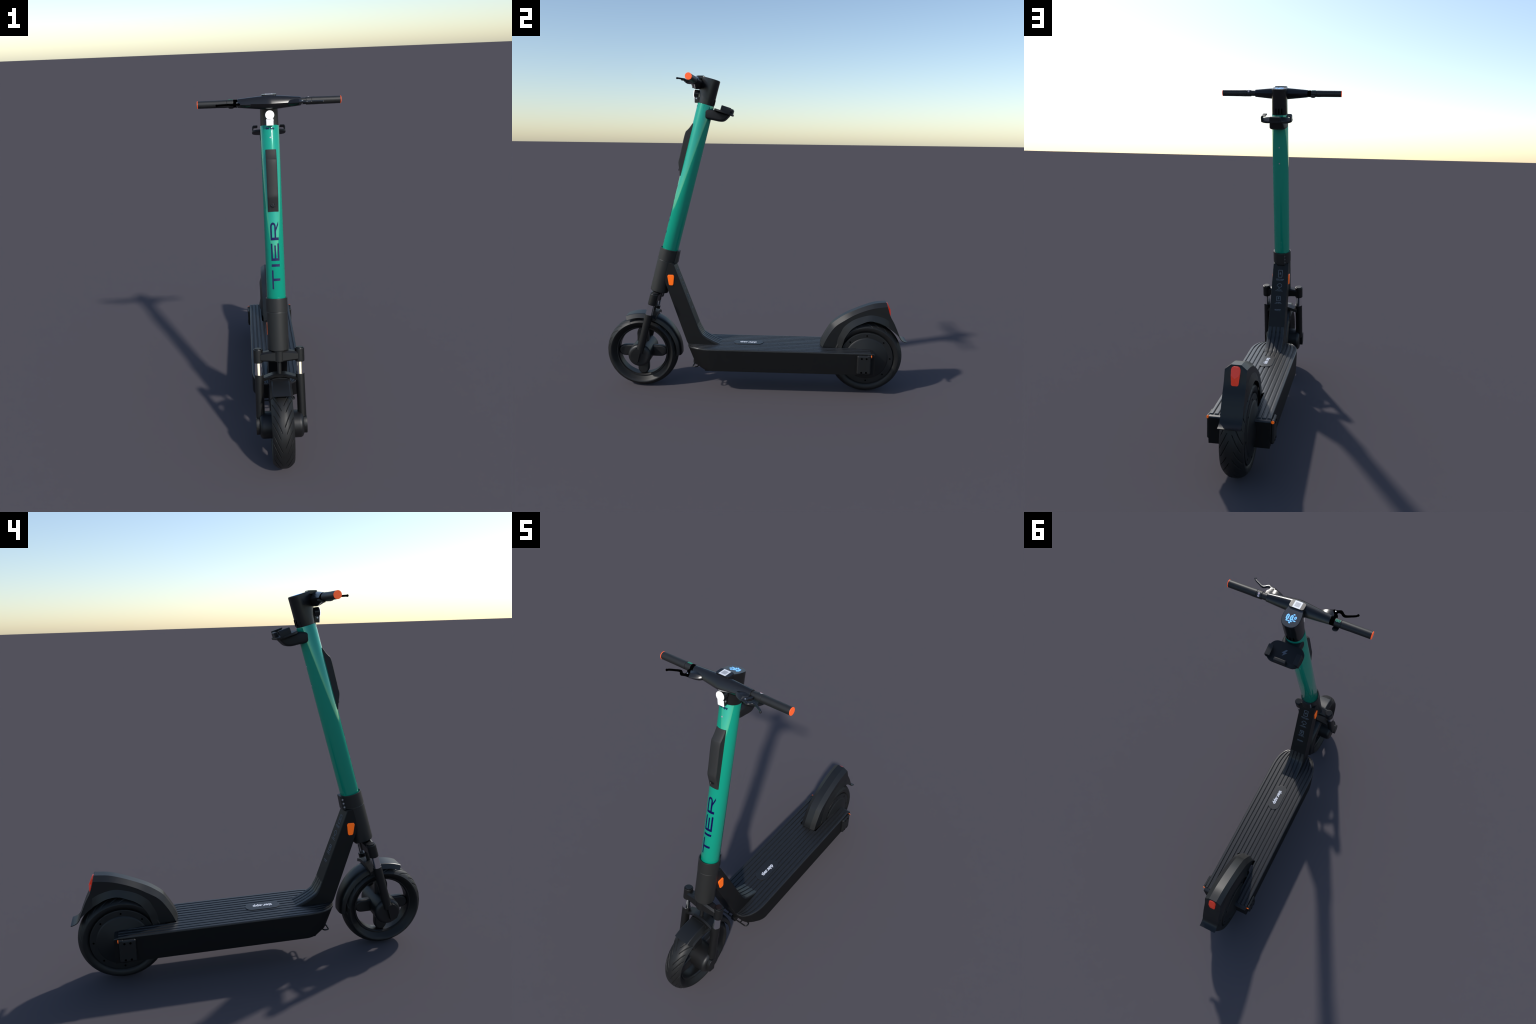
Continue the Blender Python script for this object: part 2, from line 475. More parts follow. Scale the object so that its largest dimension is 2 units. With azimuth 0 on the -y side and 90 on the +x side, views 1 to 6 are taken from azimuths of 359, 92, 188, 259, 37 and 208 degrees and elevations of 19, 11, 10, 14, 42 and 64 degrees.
# clamp collar with hollow top
Mc = frame(S(-0.0735, 0, 0.0045), AX, (1, 0, 0))
revolve("clamp_collar", [(0.0560, 0.0), (0.0598, 0.002), (0.0600, 0.0745), (0.0590, 0.0765), (0.0542, 0.0765), (0.0538, 0.060)],
        M_COLUMN, column, Mc, 64)
# clamp ear at the back, three bolts
ear = [(-0.020, 0.002), (0.0, -0.020), (0.079, -0.0150), (0.079, 0.030), (-0.020, 0.030)]
Me_ = frame(S(-0.0735, -0.027, 0), (1, 0, 0), AX)     # local x along axis, local y = z cross x
sgn = 1 if (Me_.to_3x3() @ Vector((0, 1, 0))).dot(FW) > 0 else -1
clamp = prism("clamp_ear", [(a, sgn * (b - 0.048)) for a, b in ear], 0.054, M_COLUMN, column, Me_, 0.003)
for k in range(3):
    p = S(-0.016 - 0.0225 * k, -0.0268, -0.0545)
    rod("bolt", p, p + Vector((-0.0022, 0, 0)), 0.0052, M_STEEL, clamp, seg=16, chamfer=0.001)

# green tube
tube = rod("steering_tube", S(-0.006, 0, 0.001), S(0.9375, 0, 0.001), 0.0523, M_GREEN, scooter, r1=0.0515, seg=96, chamfer=0.0012, soft=True)
TR = 0.0520
def wrap(x, s, lift):
    a = x / TR
    return S(s, 0, 0.001) + (FW * cos(a) + Vector((1, 0, 0)) * sin(a)) * (TR + lift)
def wrap_polys(name, polys, mat, parent, lift=0.0006):
    """Polygons given as quads in (a along tube, b letter height, towards -x), wrapped on the tube."""
    verts, faces = [], []
    for q in polys:
        for i in range(len(q) // 2 - 1):
            pass
        (a0, b0), (a1, b1), (a2, b2), (a3, b3) = q
        n = max(1, int(max(abs(b1 - b0), abs(b2 - b3), abs(b3 - b0), abs(b2 - b1)) / 0.004)); base = len(verts)
        for i in range(n + 1):
            for j in range(n + 1):
                ti, tj = i / n, j / n
                a = lerp(lerp(a0, a1, ti), lerp(a3, a2, ti), tj); b = lerp(lerp(b0, b1, ti), lerp(b3, b2, ti), tj)
                verts.append(wrap(0.0238 - b, a, lift))
        for i in range(n):
            for j in range(n):
                k = base + i * (n + 1) + j
                faces.append((k, k + 1, k + n + 2, k + n + 1))
    return make_mesh(name, verts, faces, mat, parent, 60)
def rect(a0, a1, b0, b1): return [(a0, b0), (a1, b0), (a1, b1), (a0, b1)]
wrap_polys("letter", [rect(0.055, 0.159, 0.0362, 0.0450), rect(0.100, 0.114, 0, 0.0362)], M_NAVY, tube)
wrap_polys("letter", [rect(0.178, 0.192, 0, 0.0450)], M_NAVY, tube)
wrap_polys("letter", [rect(0.210, 0.224, 0, 0.0450), rect(0.224, 0.304, 0, 0.0092), rect(0.224, 0.294, 0.0182, 0.0262),
                      rect(0.224, 0.304, 0.0362, 0.0450)], M_NAVY, tube)
bowl = []
ca, cb, ro, ri = 0.394, 0.0295, 0.0155, 0.0067
for i in range(12):
    t0, t1 = -pi / 2 + pi * i / 12, -pi / 2 + pi * (i + 1) / 12
    f = lambda r, t, k: (ca + k * r * cos(t), cb + r * sin(t))
    bowl.append([f(ri, t0, 1.75), f(ro, t0, 1.55), f(ro, t1, 1.55), f(ri, t1, 1.75)])
wrap_polys("letter", [rect(0.3215, 0.3365, 0, 0.0450), rect(0.3365, ca, cb + ri, cb + ro), rect(0.3365, ca, cb - ro, cb - ri)] + bowl +
           [[(0.3700, 0.0139), (0.4060, -0.0003), (0.4235, -0.0003), (0.3890, 0.0139)]], M_NAVY, tube)
# small lettering under the headlamp
me = text_mesh("tier.app", 0.0155, offset=0.0006, extrude=0.0)
for v in me.vertices: v.co = wrap(v.co.x, 0.919 + v.co.y, 0.0006)
me.materials.clear(); me.materials.append(M_NAVY); add_object("lettering", me, tube)
# screws
for s, sg, mt in ((0.870, 1, M_SCREW), (0.736, -1, M_SCREW), (0.633, -1, M_SCREW)):
    p = S(s, 0, 0.001 + sg * 0.0485); rod("screw", p, p + FW * sg * 0.004, 0.0042, mt, tube, seg=16, chamfer=0.0008)

# lock strip on the front
outl = [S_of(y, z) for y, z in ((-0.4002, 1.7183), (-0.4180, 1.6935), (-0.4330, 1.6775), (-0.4423, 1.6684), (-0.4520, 1.6420), (-0.4659, 1.5872), (-0.4830, 1.5180),
                                (-0.4914, 1.4862), (-0.4912, 1.4650), (-0.4862, 1.4250), (-0.4851, 1.3974))]
sm = catmull([(s, f, 0) for s, f in outl], 4)
secs = []
for p in sm:
    s, f = p.x, max(p.y, 0.0525); w = 0.0285
    fi = 0.040
    ring = [(-w, fi), (-w, max(f - 0.0075, 0.0445))]
    for k in range(7):
        xx = -w + 0.003 + (2 * w - 0.006) * k / 6
        ring.append((xx, max(f - 0.0045 * (xx / w) ** 2 - 0.0005, 0.048)))
    ring += [(w, max(f - 0.0075, 0.0445)), (w, fi)]
    secs.append([S(s, x, ff) for x, ff in ring])
strip = loft("lock_strip", secs, M_STRIP, scooter, angle=40)
# embossed ring with bolt at the strip's lower end
s, f = S_of(-0.4878, 1.4390)
Mr = frame(S(s, 0, f + 0.0003), FW, (1, 0, 0))
revolve("embossed_ring", [(0.0105, 0), (0.0115, 0.0008), (0.0130, 0.0008), (0.0140, 0)], M_FENDER, strip, Mr, 32)
prism("embossed_mark", [(-0.003, -0.006), (0.003, -0.006), (0.003, 0.006), (-0.003, 0.006)], 0.0012, M_FENDER, strip, Mr, 0.0005)

# ================================================================== HEAD AND DISPLAY
def head_ring(s, back, front, w, n=56, ex=2.3):
    pts = []
    for i in range(n):
        a = 2 * pi * i / n
        c, sn = cos(a), sin(a)
        x = w * math.copysign(abs(c) ** (2 / ex), c)
        ff = front if sn > 0 else -back
        y = ff * math.copysign(abs(sn) ** (2 / ex), sn)
        pts.append((x, y))
    return [S(s, x, f) for x, f in pts]
s_top = S_of(-0.2298, 1.968)[0]
secs = []
for s, b, fr, w in ((0.936, -0.0480, 0.0480, 0.0480), (0.939, -0.0488, 0.0488, 0.0487), (0.975, -0.0488, 0.052, 0.0487), (1.02, -0.0490, 0.064, 0.0480),
                    (1.06, -0.0495, 0.075, 0.0475), (s_top - 0.003, -0.0500, 0.0800, 0.0475), (s_top, -0.0490, 0.0790, 0.0465)):
    secs.append(head_ring(s, b, fr, w))
head = loft("head", secs, M_HEAD, scooter, angle=40)
scr = [( (p - S(s_top)).x, (p - S(s_top)).dot(FW)) for p in head_ring(s_top, -0.0475, 0.074, 0.0450)]
Md = frame(S(s_top + 0.0002), AX, (-1, 0, 0))     # local x = -x, local y = ...
syd = 1 if (Md.to_3x3() @ Vector((0, 1, 0))).dot(FW) > 0 else -1
display = prism("display", [(-x, syd * f) for x, f in scr], 0.0012, M_SCREEN, head, Md, 0.0004)
def on_display(x, v):   # v: distance from the rear edge, negative = forward
    f = -0.0490 - v
    return Vector((-x, syd * f, 0.0013))
def glyph(name, poly, mat=M_DIGIT):
    return prism(name, poly, 0.0005, mat, display, Md @ Matrix.Translation((0, 0, 0.0014)), 0)
def digit_zero(cx, cv, w, h, t):
    def R(x0, x1, v0, v1):
        a, b = on_display(x0, v0), on_display(x1, v1)
        r = min(abs(b.x - a.x), abs(b.y - a.y)) * 0.3
        c = (a + b) / 2
        return [(p[0] + c.x, p[1] + c.y) for p in rounded_rect(abs(b.x - a.x), abs(b.y - a.y), r, 3)]
    g = 0.0004
    glyph("digit_segment", R(cx - w/2 + t*.6, cx + w/2 - t*.6, cv - h/2, cv - h/2 + t))
    glyph("digit_segment", R(cx - w/2 + t*.6, cx + w/2 - t*.6, cv + h/2 - t, cv + h/2))
    glyph("digit_segment", R(cx - w/2, cx - w/2 + t, cv - h/2 + t*.7, cv + h/2 - t*.7)).location.z += 0.0001
    glyph("digit_segment", R(cx + w/2 - t, cx + w/2, cv - h/2 + t*.7, cv + h/2 - t*.7)).location.z += 0.0001
digit_zero(0.0188, -0.050, 0.0146, 0.0276, 0.0056)
digit_zero(-0.0012, -0.050, 0.0146, 0.0276, 0.0056)
digit_zero(-0.0192, -0.0545, 0.0114, 0.0156, 0.0042)
for x, v, w, h in ((-0.0079, -0.0684, 0.009, 0.006), (0.0172, -0.0320, 0.0095, 0.006), (0.0064, -0.0314, 0.0095, 0.006), (-0.0048, -0.0321, 0.0095, 0.006),
                   (-0.0181, -0.0384, 0.0150, 0.0052), (0.0001, -0.0241, 0.0080, 0.0062), (-0.0105, -0.0440, 0.004, 0.004)):
    c = on_display(x, v)
    glyph("display_mark", [(p[0] + c.x, p[1] + c.y) for p in rounded_rect(w, h, min(w, h) * 0.4, 4)])
# cable slots at the rear foot of the head
for x in (-0.018, 0.0, 0.018):
    p = S(0.962, x, -0.0475 + abs(x) * 0.1)
    box("cable_slot", (0.0055, 0.006, 0.034), M_VOID, head, frame(p, AX, (1, 0, 0)), 0.002)

# headlamp
lamp = empty("headlamp", scooter)
LD = (FW + Vector((0, 0, -0.16))).normalized()
lc = Vector((0, -0.3865, 1.8960))
rod("lamp_housing", lc - LD * 0.030, lc - LD * 0.0012, 0.0240, M_GLOSS, lamp, seg=40)
rod("lamp_lens", lc - LD * 0.0014, lc + LD * 0.0014, 0.0232, M_LAMP, lamp, seg=40, chamfer=0.001)
Mb = frame((0, -0.3700, 1.8590), (0, 0, 1), (1, 0, 0))
box("lamp_bracket", (0.0355, 0.026, 0.034), M_GLOSS, lamp, Mb, 0.0015)
box("lamp_faceplate", (0.0370, 0.0020, 0.0340), M_LAMPB, lamp, Mb @ Matrix.Translation((0, -0.0142, -0.0003)), 0.0005)
for sx in (1, -1):
    rod("bolt", (sx * 0.0172, -0.372, 1.866), (sx * 0.0205, -0.372, 1.866), 0.0048, M_STEEL, lamp, seg=16, chamfer=0.001)

# ================================================================== HANDLEBAR
bar = empty("handlebar", scooter)
YC, ZC = -0.3572, 1.9585
def bar_ring(x):
    t = min(1, abs(x) / 0.1665); k = t ** 1.12
    top = lerp(1.9955, 1.9810, k); bot = lerp(1.9215, 1.9365, k)
    yf = lerp(-0.4080, -0.3840, k); yr = lerp(-0.3250, -0.3340, k)
    zc = lerp(1.9545, 1.9575, k)
    pts = []
    n = 14
    for i in range(n):
        u_ = cos(pi * i / n)
        pts.append((lerp(yf, yr, (1 + u_) / 2), zc + (top - zc) * (1 - abs(u_) ** 2.5)))
    for i in range(n):
        u_ = -cos(pi * i / n)
        pts.append((lerp(yf, yr, (1 + u_) / 2), zc - (zc - bot) * (1 - abs(u_) ** 2.9)))
    return [Vector((x, y, z)) for y, z in pts]
xs = [-0.1665, -0.1655] + [-0.15 + 0.3 * i / 24 for i in range(25)] + [0.1655, 0.1665]
secs = [bar_ring(x) for x in xs]
for i in (0, -1):
    c = sum(secs[i], Vector()) / len(secs[i]); secs[i] = [c + (p - c) * 0.95 for p in secs[i]]
body = loft("bar_body", secs, M_GLOSS, bar, angle=28)
for sx in (1, -1):
    ax0 = Vector((sx, 0, 0))
    def P(x): return Vector((sx * x, YC, ZC))
    rod("bar_tube", P(0.15), P(0.20), 0.0172, M_GRIP if sx > 0 else M_VOID, bar, seg=32)
    Mg = frame(P(0.1895), ax0, (0, 0, 1))
    rod("control_band", P(0.1935 if sx > 0 else 0.1885), P(0.2215), 0.0200, M_GRIP, bar, seg=36, chamfer=0.0012)
    grip = revolve("grip", [(0.0185, 0.0), (0.0200, 0.0006), (0.0202, 0.010), (0.0194, 0.045), (0.0191, 0.152), (0.0180, 0.1535)],
                   M_GRIP, bar, frame(P(0.2222), ax0, (0, 0, 1)), 40)
    rod("end_cap", P(0.3752), P(0.3785), 0.0194, M_ENDCAP, grip, seg=40, chamfer=0.0015)
# black clamp ring on the throttle side
rod("clamp_ring", Vector((-0.1668, YC, ZC)), Vector((-0.1888, YC, ZC)), 0.0206, M_VOID, bar, seg=36)

# brake levers
def lever(sx, mat, mat2):
    e = empty("brake_lever", scooter)
    z = 1.9580
    outline_front = [(0.1530, -0.4240), (0.1730, -0.4262), (0.1900, -0.4335), (0.2020, -0.4275), (0.2120, -0.4180), (0.2220, -0.4155), (0.2417, -0.4240), (0.2626, -0.4350), (0.2705, -0.4430)]
    outline_back  = [(0.1600, -0.4060), (0.1760, -0.4105), (0.1870, -0.4150), (0.1960, -0.4130), (0.2060, -0.4050), (0.2200, -0.4020), (0.2440, -0.4140), (0.2660, -0.4260), (0.2745, -0.4350)]
    a = catmull([(*p, 0) for p in outline_front], 4); b = catmull([(*p, 0) for p in outline_back], 4)
    secs = []
    for p, q in zip(a, b):
        h = 0.0048; c = (p + q) / 2
        ring = []
        for k in range(12):
            an = 2 * pi * k / 12
            ca, sa = cos(an), sin(an)
            pt = c + (q - p) * 0.5 * math.copysign(abs(ca) ** 0.7, ca)
            ring.append(Vector((sx * pt.x, pt.y, z + h * math.copysign(abs(sa) ** 0.7, sa))))
        secs.append(ring)
    loft("lever_blade", secs, mat, e, angle=50)
    bm = bmesh.new(); bmesh.ops.create_uvsphere(bm, u_segments=16, v_segments=10, radius=0.0062)
    bm.transform(Matrix.Translation((sx * 0.2728, -0.4395, z)))
    from_bm("lever_ball", bm, mat, e, 60)
    # bracket from the bar to the pivot
    br = [(0.1640, -0.372), (0.1890, -0.372), (0.1890, -0.392), (0.1800, -0.402), (0.1790, -0.416), (0.1680, -0.420), (0.1600, -0.412)]
    if sx < 0: br = [(-x, y) for x, y in br][::-1]
    prism("lever_bracket", br, 0.013, mat2, e, Matrix.Translation((0, 0, z - 0.0065)), 0.002)
    rod("pivot_pin", (sx * 0.1690, -0.4110, z - 0.009), (sx * 0.1690, -0.4110, z + 0.0085), 0.0034, M_STEEL, e, seg=14, chamfer=0.001)
    # wedge shaped boss growing out of the bar body
    bs = []
    for x, yf, yb, zt, zb in ((0.098, -0.396, -0.372, 1.9630, 1.9440), (0.112, -0.408, -0.372, 1.9690, 1.9405), (0.135, -0.4185, -0.372, 1.9720, 1.9400), (0.152, -0.4245, -0.372, 1.9710, 1.9420), (0.1590, -0.4170, -0.374, 1.9690, 1.9440), (0.1700, -0.3960, -0.376, 1.9670, 1.9460)):
        zc = (zt + zb) / 2
        ring = [(yb, zt), (lerp(yf, yb, 0.35), zt), (lerp(yf, yb, 0.08), zc + 0.005), (yf, zc), (lerp(yf, yb, 0.08), zc - 0.006), (lerp(yf, yb, 0.3), zb), (yb, zb)]
        bs.append([Vector((sx * x, y, zz)) for y, zz in ring])
    loft("lever_boss", bs, M_GLOSS, e, angle=30)
lever(1, M_GLOSS, M_GLOSS)
lever(-1, M_VOID, M_VOID)

# thumb throttle with a slot, prints on the bands
thr = [(p[0], p[1]) for p in rounded_rect(0.030, 0.040, 0.0145, 6)]
Mt = frame((-0.2010, -0.3360, 1.9370), Vector((0, -0.25, 0.95)), (1, 0, 0))
throttle = prism("thumb_throttle", thr, 0.006, M_GRIP, bar, Mt, 0.002)
prism("throttle_slot", rounded_rect(0.015, 0.005, 0.0024, 4), 0.0006, M_FENDER, throttle, Mt @ Matrix.Translation((0, -0.011, 0.0061)), 0)
def band_frame(x, ang, r=0.0206):
    nrm = Vector((0, sin(ang), cos(ang)))
    return frame(Vector((x, YC, ZC)) + nrm * r, nrm, (-1, 0, 0))
lettering("lettering", "GO", 0.0165, M_GO, bar, band_frame(-0.2040, radians(12), 0.0204), offset=0.0008, extrude=0.0004)
for ang in (28, 62):
    Mk = band_frame(0.2075, radians(ang), 0.0196)
    revolve("button_sticker", [(0.0, 0.0012), (0.0052, 0.0012), (0.0056, 0.0)], M_WHITE, bar, Mk, 20)
    prism("button_mark", [(-0.003, -0.0022), (-0.0018, -0.003), (0.003, 0.0022), (0.0018, 0.003)], 0.0003, M_RED, bar, Mk @ Matrix.Translation((0, 0, 0.0013)), 0)

# code plate (plain label, no code)
cp = prism("label_plate", rounded_rect(0.0775, 0.0470, 0.0125, 6), 0.018, M_GLOSS, bar, Matrix.Translation((0, -0.3445, 1.9812)), 0.0015)
prism("label", rounded_rect(0.0395, 0.0430, 0.001, 2), 0.0004, M_LABEL, cp, Matrix.Translation((0, -0.3445, 1.9993)), 0)
prism("label_field", rounded_rect(0.0250, 0.0260, 0.002, 2), 0.0002, M_LABEL2, cp, Matrix.Translation((0, -0.3445, 1.99975)), 0)

# ================================================================== PHONE HOLDER
holder = empty("phone_holder", scooter)
# arm: side profile lofted over width, hugging the tube
hold_n = Vector((0, 0.30, 0.954)).normalized()
ph_c = Vector((0, -0.2035, 1.7850))
Mh = frame(ph_c, hold_n, (-1, 0, 0))       # local x = -x, local y towards ...
sh = 1 if (Mh.to_3x3() @ Vector((0, 1, 0))).y > 0 else -1
arm_top = [(-0.3100, 1.7950), (-0.3030, 1.8010), (-0.270, 1.8000), (-0.235, 1.7910), (-0.200, 1.7800), (-0.1700, 1.7705)]
arm_bot = [(-0.3120, 1.7500), (-0.3050, 1.7430), (-0.270, 1.7370), (-0.230, 1.7295), (-0.200, 1.7340), (-0.1720, 1.7600)]
at = catmull([(0, *p) for p in arm_top], 4); ab = catmull([(0, *p) for p in arm_bot], 4)
secs = []
for p, q in zip(at, ab):
    y = (p.y + q.y) / 2
    w = interp([(-0.31, 0.0535), (-0.26, 0.0525), (-0.22, 0.049), (-0.19, 0.044), (-0.17, 0.038)], y)
    c = (p + q) / 2; ring = []
    for k in range(24):
        an = 2 * pi * k / 24; ca, sa = cos(an), sin(an)
        e_ = 0.42
        ring.append(c + Vector((w * math.copysign(abs(ca) ** e_, ca), 0, 0)) + (p - q) * 0.5 * math.copysign(abs(sa) ** e_, sa))
    secs.append(ring)
arm = loft("holder_arm", secs, M_HOLDER, holder, angle=40)
prism("holder_plate", rounded_rect(0.188, 0.114, 0.044, 8), 0.0125, M_HOLDER, holder, Mh @ Matrix.Translation((0, 0, -0.0065)), 0.003)
TOPZ = 0.0061
# side claws: upright plate with the top bent inwards
for sx in (1, -1):
    prof = [(0.0900, -0.004), (0.0920, 0.004), (0.0925, 0.026), (0.0895, 0.0330), (0.0850, 0.0360), (0.0630, 0.0360), (0.0620, 0.0305), (0.0820, 0.0300),
            (0.0855, 0.0270), (0.0860, 0.0060), (0.0830, -0.004)]
    bm = bmesh.new()
    A = [bm.verts.new((sx * x, sh * 0.042, z)) for x, z in prof]; B = [bm.verts.new((sx * x, sh * -0.016, z)) for x, z in prof]
    bm.faces.new(A); bm.faces.new(B[::-1])
    for i in range(len(prof)): bm.faces.new((A[i], A[(i+1) % len(prof)], B[(i+1) % len(prof)], B[i]))
    bmesh.ops.recalc_face_normals(bm, faces=bm.faces); bevel_bm(bm, 0.0012, 2, 50); bm.transform(Mh)
    from_bm("holder_claw", bm, M_HOLDER, holder)
# lower rest
box("holder_rest", (0.066, 0.020, 0.034), M_HOLDER, holder, Mh @ Matrix.Translation((-0.006, sh * 0.0450, 0.014)), 0.005, 3)
# lightning mark
boltp = [(0.003, 0.018), (-0.014, -0.002), (-0.003, -0.002), (-0.007, -0.018), (0.014, 0.004), (0.003, 0.004), (0.012, 0.018)]
prism("charge_mark", [(x * 1.0, -sh * y) for x, y in boltp], 0.0005, M_ICON, holder, Mh @ Matrix.Translation((-0.006, sh * -0.004, TOPZ)), 0)

# ================================================================== FORK
fork = empty("suspension_fork", scooter)
LF = 0.0150
for sx in (1, -1):
    x = sx * 0.1155
    rod("fork_cap", S(-0.357, x, LF - 0.003), S(-0.2805, x, LF - 0.003), 0.0262, M_FORK, fork, seg=40, chamfer=0.004)
    rod("cap_screw", S(-0.281, x, LF - 0.003), S(-0.2765, x, LF - 0.003), 0.0205, M_FORK, fork, seg=32, chamfer=0.002)
    rod("stanchion", S(-0.44, x, LF), S(-0.352, x, LF), 0.0224, M_CHROME, fork, r1=0.0198, seg=48, chamfer=0.001)  # slight cone tips the chrome to mirror the bright horizon as a streak
    rod("fork_leg", S(-0.690, x * 1.01, LF), S(-0.424, x * 0.985, LF), 0.0243, M_FORK, fork, seg=40, chamfer=0.0015)
    # crown arm
    secs = []
    for xx, s0, s1, f0, f1 in ((0.020, -0.352, -0.288, -0.014, 0.046), (0.060, -0.348, -0.292, -0.010, 0.044), (0.105, -0.346, -0.300, -0.010, 0.038)):
        ring = [(s0 + 0.006, f0), (s1 - 0.006, f0), (s1, f0 + 0.008), (s1, f1 - 0.010), (s1 - 0.010, f1), (s0 + 0.008, f1), (s0, f1 - 0.008), (s0, f0 + 0.006)]
        secs.append([S(s, sx * xx, f) for s, f in ring])
    loft("crown_arm", secs, M_FORK, fork, angle=30)
    # dropout: half disc on the outside of the hub
    pts = []
    for a in range(-90, 91, 10):
        px, py = 0.052 * cos(radians(a)), 0.060 * sin(radians(a))
        pts.append((px, max(-0.046, min(0.046, py))))
    pts = [p for i, p in enumerate(pts) if i == 0 or (Vector(p) - Vector(pts[i-1])).length > 0.001]
    pts += [(-0.004, 0.046), (-0.004, -0.046)]
    Mdp = frame(S(-0.711, 0, 0.0115), (1, 0, 0), FW)
    Mdp.translation.x = 0.121 if sx > 0 else -0.1425
    prism("dropout", pts, 0.0200, M_FORK, fork, Mdp, 0.002)
rod("fork_stem", S(-0.350, 0, 0.016), S(-0.28, 0, 0.016), 0.0350, M_FORK, fork, seg=40)
rod("stem_rod", S(-0.45, 0, 0.010), S(-0.340, 0, 0.010), 0.0115, M_FORK, fork, seg=24)
# brace arch between the legs
secs = []
for x in (-0.105, -0.06, -0.030, 0.030, 0.06, 0.105):
    t = 1 - max(0, (abs(x) - 0.030)) / 0.075
    sc_ = lerp(-0.456, -0.430, t ** 0.8)
    ring = [(sc_ - 0.010, -0.030), (sc_ + 0.008, -0.026), (sc_ + 0.007, 0.024), (sc_ + 0.002, 0.034), (sc_ - 0.010, 0.030)]
    secs.append([S(s, x, f) for s, f in ring])
loft("fork_brace", secs, M_FORK, fork, angle=20)

# ================================================================== WHEELS
WR = 0.2362
def tyre(parent, c, flip=1, full=False):
    prof_half = [(0.1690, 0.0300), (0.1750, 0.0345), (0.1820, 0.0410), (0.1900, 0.0490), (0.1970, 0.0558), (0.2015, 0.0588), (0.2060, 0.0594)]
    if full:      # sidewall stays wide down to the motor cover
        prof_half = [(0.1700, 0.0430), (0.1760, 0.0470), (0.1800, 0.0525), (0.1870, 0.0565), (0.1950, 0.0585), (0.2030, 0.0592), (0.2060, 0.0590)]
    tread = []
    nT = 70
    for i in range(nT + 1):
        t = lerp(-1, 1, i / nT)
        x = 0.0590 * t
        r = WR - 0.0300 * abs(t) ** 2.6
        tread.append((r, x))
    prof = [(r, -x) for r, x in prof_half] + tread[1:-1] + [(r, x) for r, x in prof_half[::-1]]
    NG = 26
    per = 2 * pi / NG
    def disp(a, r, h):
        """V-shaped grooves: slanted lines running from near the centre out to the shoulder."""
        ax_ = abs(h)
        if r < 0.2065 or ax_ > 0.0570: return 0
        q = (flip * a - 9.3 * ax_) / per + (0.0 if h > 0 else 0.5)
        k = round(q)
        lo, hi = ((0.006, 0.049), (0.016, 0.056))[k % 2]
        if ax_ < lo or ax_ > hi: return 0
        dist = abs(q - k) * per * r / sqrt(1 + (9.3 * r) ** 2)
        w = 0.0024 * min(1, (ax_ - lo) / 0.010 + 0.3) * min(1, (hi - ax_) / 0.008 + 0.3)
        return -0.0040 * (1 - (dist / w) ** 2) if dist < w else 0
    M = frame(c, (1, 0, 0), (0, -1, 0))
    return revolve("tyre", prof, M_RUBBER, parent, M, seg=840, closed=True, angle=40, disp=disp)

# --- front wheel
fw = empty("spoked_wheel", scooter)
FC = Vector((0, -0.7470, WR))
tyre(fw, FC, -1)
Mf = frame(FC, (1, 0, 0), (0, -1, 0))
revolve("rim", [(0.1590, -0.028), (0.1650, -0.0355), (0.1705, -0.0360), (0.1720, -0.0320), (0.1720, 0.0320), (0.1705, 0.0360), (0.1650, 0.0355), (0.1590, 0.028)],
        M_RIM, fw, Mf, 96, closed=True)
bm = bmesh.new()
sp = [(0.0, -0.0375), (0.118, -0.0375)] + [(0.118 + 0.044 * sin(radians(a)), -0.0375 * cos(radians(a))) for a in range(15, 180, 15)] + [(0.118, 0.0375), (0.0, 0.0375)]
A = [bm.verts.new((x, y, -0.020)) for x, y in sp]; B = [bm.verts.new((x, y, 0.020)) for x, y in sp]
bm.faces.new(A[::-1]); bm.faces.new(B)
for i in range(len(sp)): bm.faces.new((A[i], A[(i+1) % len(sp)], B[(i+1) % len(sp)], B[i]))
bmesh.ops.recalc_face_normals(bm, faces=bm.faces); bevel_bm(bm, 0.010, 3, 40)
me = bpy.data.meshes.new("spoke"); bm.to_mesh(me); bm.free(); finish(me, M_RIM, 35)
for k in range(4):
    ob = add_object("spoke", me, fw)
    ob.matrix_local = Mf @ Matrix.Rotation(radians(90 * k), 4, 'Z')
hp = [(0.0, -0.1225), (0.050, -0.1225)] + [(0.0530 + 0.022 * sin(radians(a)), -0.1005 - 0.022 * cos(radians(a))) for a in range(10, 91, 10)]
hub = revolve("hub", hp + [(r, -h) for r, h in hp[::-1]], M_RIM, fw, Mf, 64)

# --- rear wheel with motor
rw = empty("motor_wheel", scooter)
RC = Vector((0, 0.7270, WR))
tyre(rw, RC, -1, full=True)
Mr = frame(RC, (1, 0, 0), (0, -1, 0))
mp = [(0.0, -0.0860), (0.050, -0.0850), (0.060, -0.0800), (0.128, -0.0640), (0.1350, -0.0600), (0.1375, -0.0580), (0.1660, -0.0580), (0.1715, -0.0560), (0.1735, -0.0480)]
motor = revolve("motor", mp + [(r, -h) for r, h in mp[::-1]], M_MOTOR, rw, Mr, 96)
for sx in (1, -1):
    for k in range(8):
        a = radians(45 * k)
        p = RC + Vector((sx * 0.0570, 0.1520 * cos(a), 0.1520 * sin(a)))
        rod("bolt", p, p + Vector((sx * 0.0020, 0, 0)), 0.0052, M_VOID, motor, seg=14, chamfer=0.0008)
rod("axle", (-0.14, RC.y, RC.z), (0.14, RC.y, RC.z), 0.012, M_FORK, rw, seg=24)

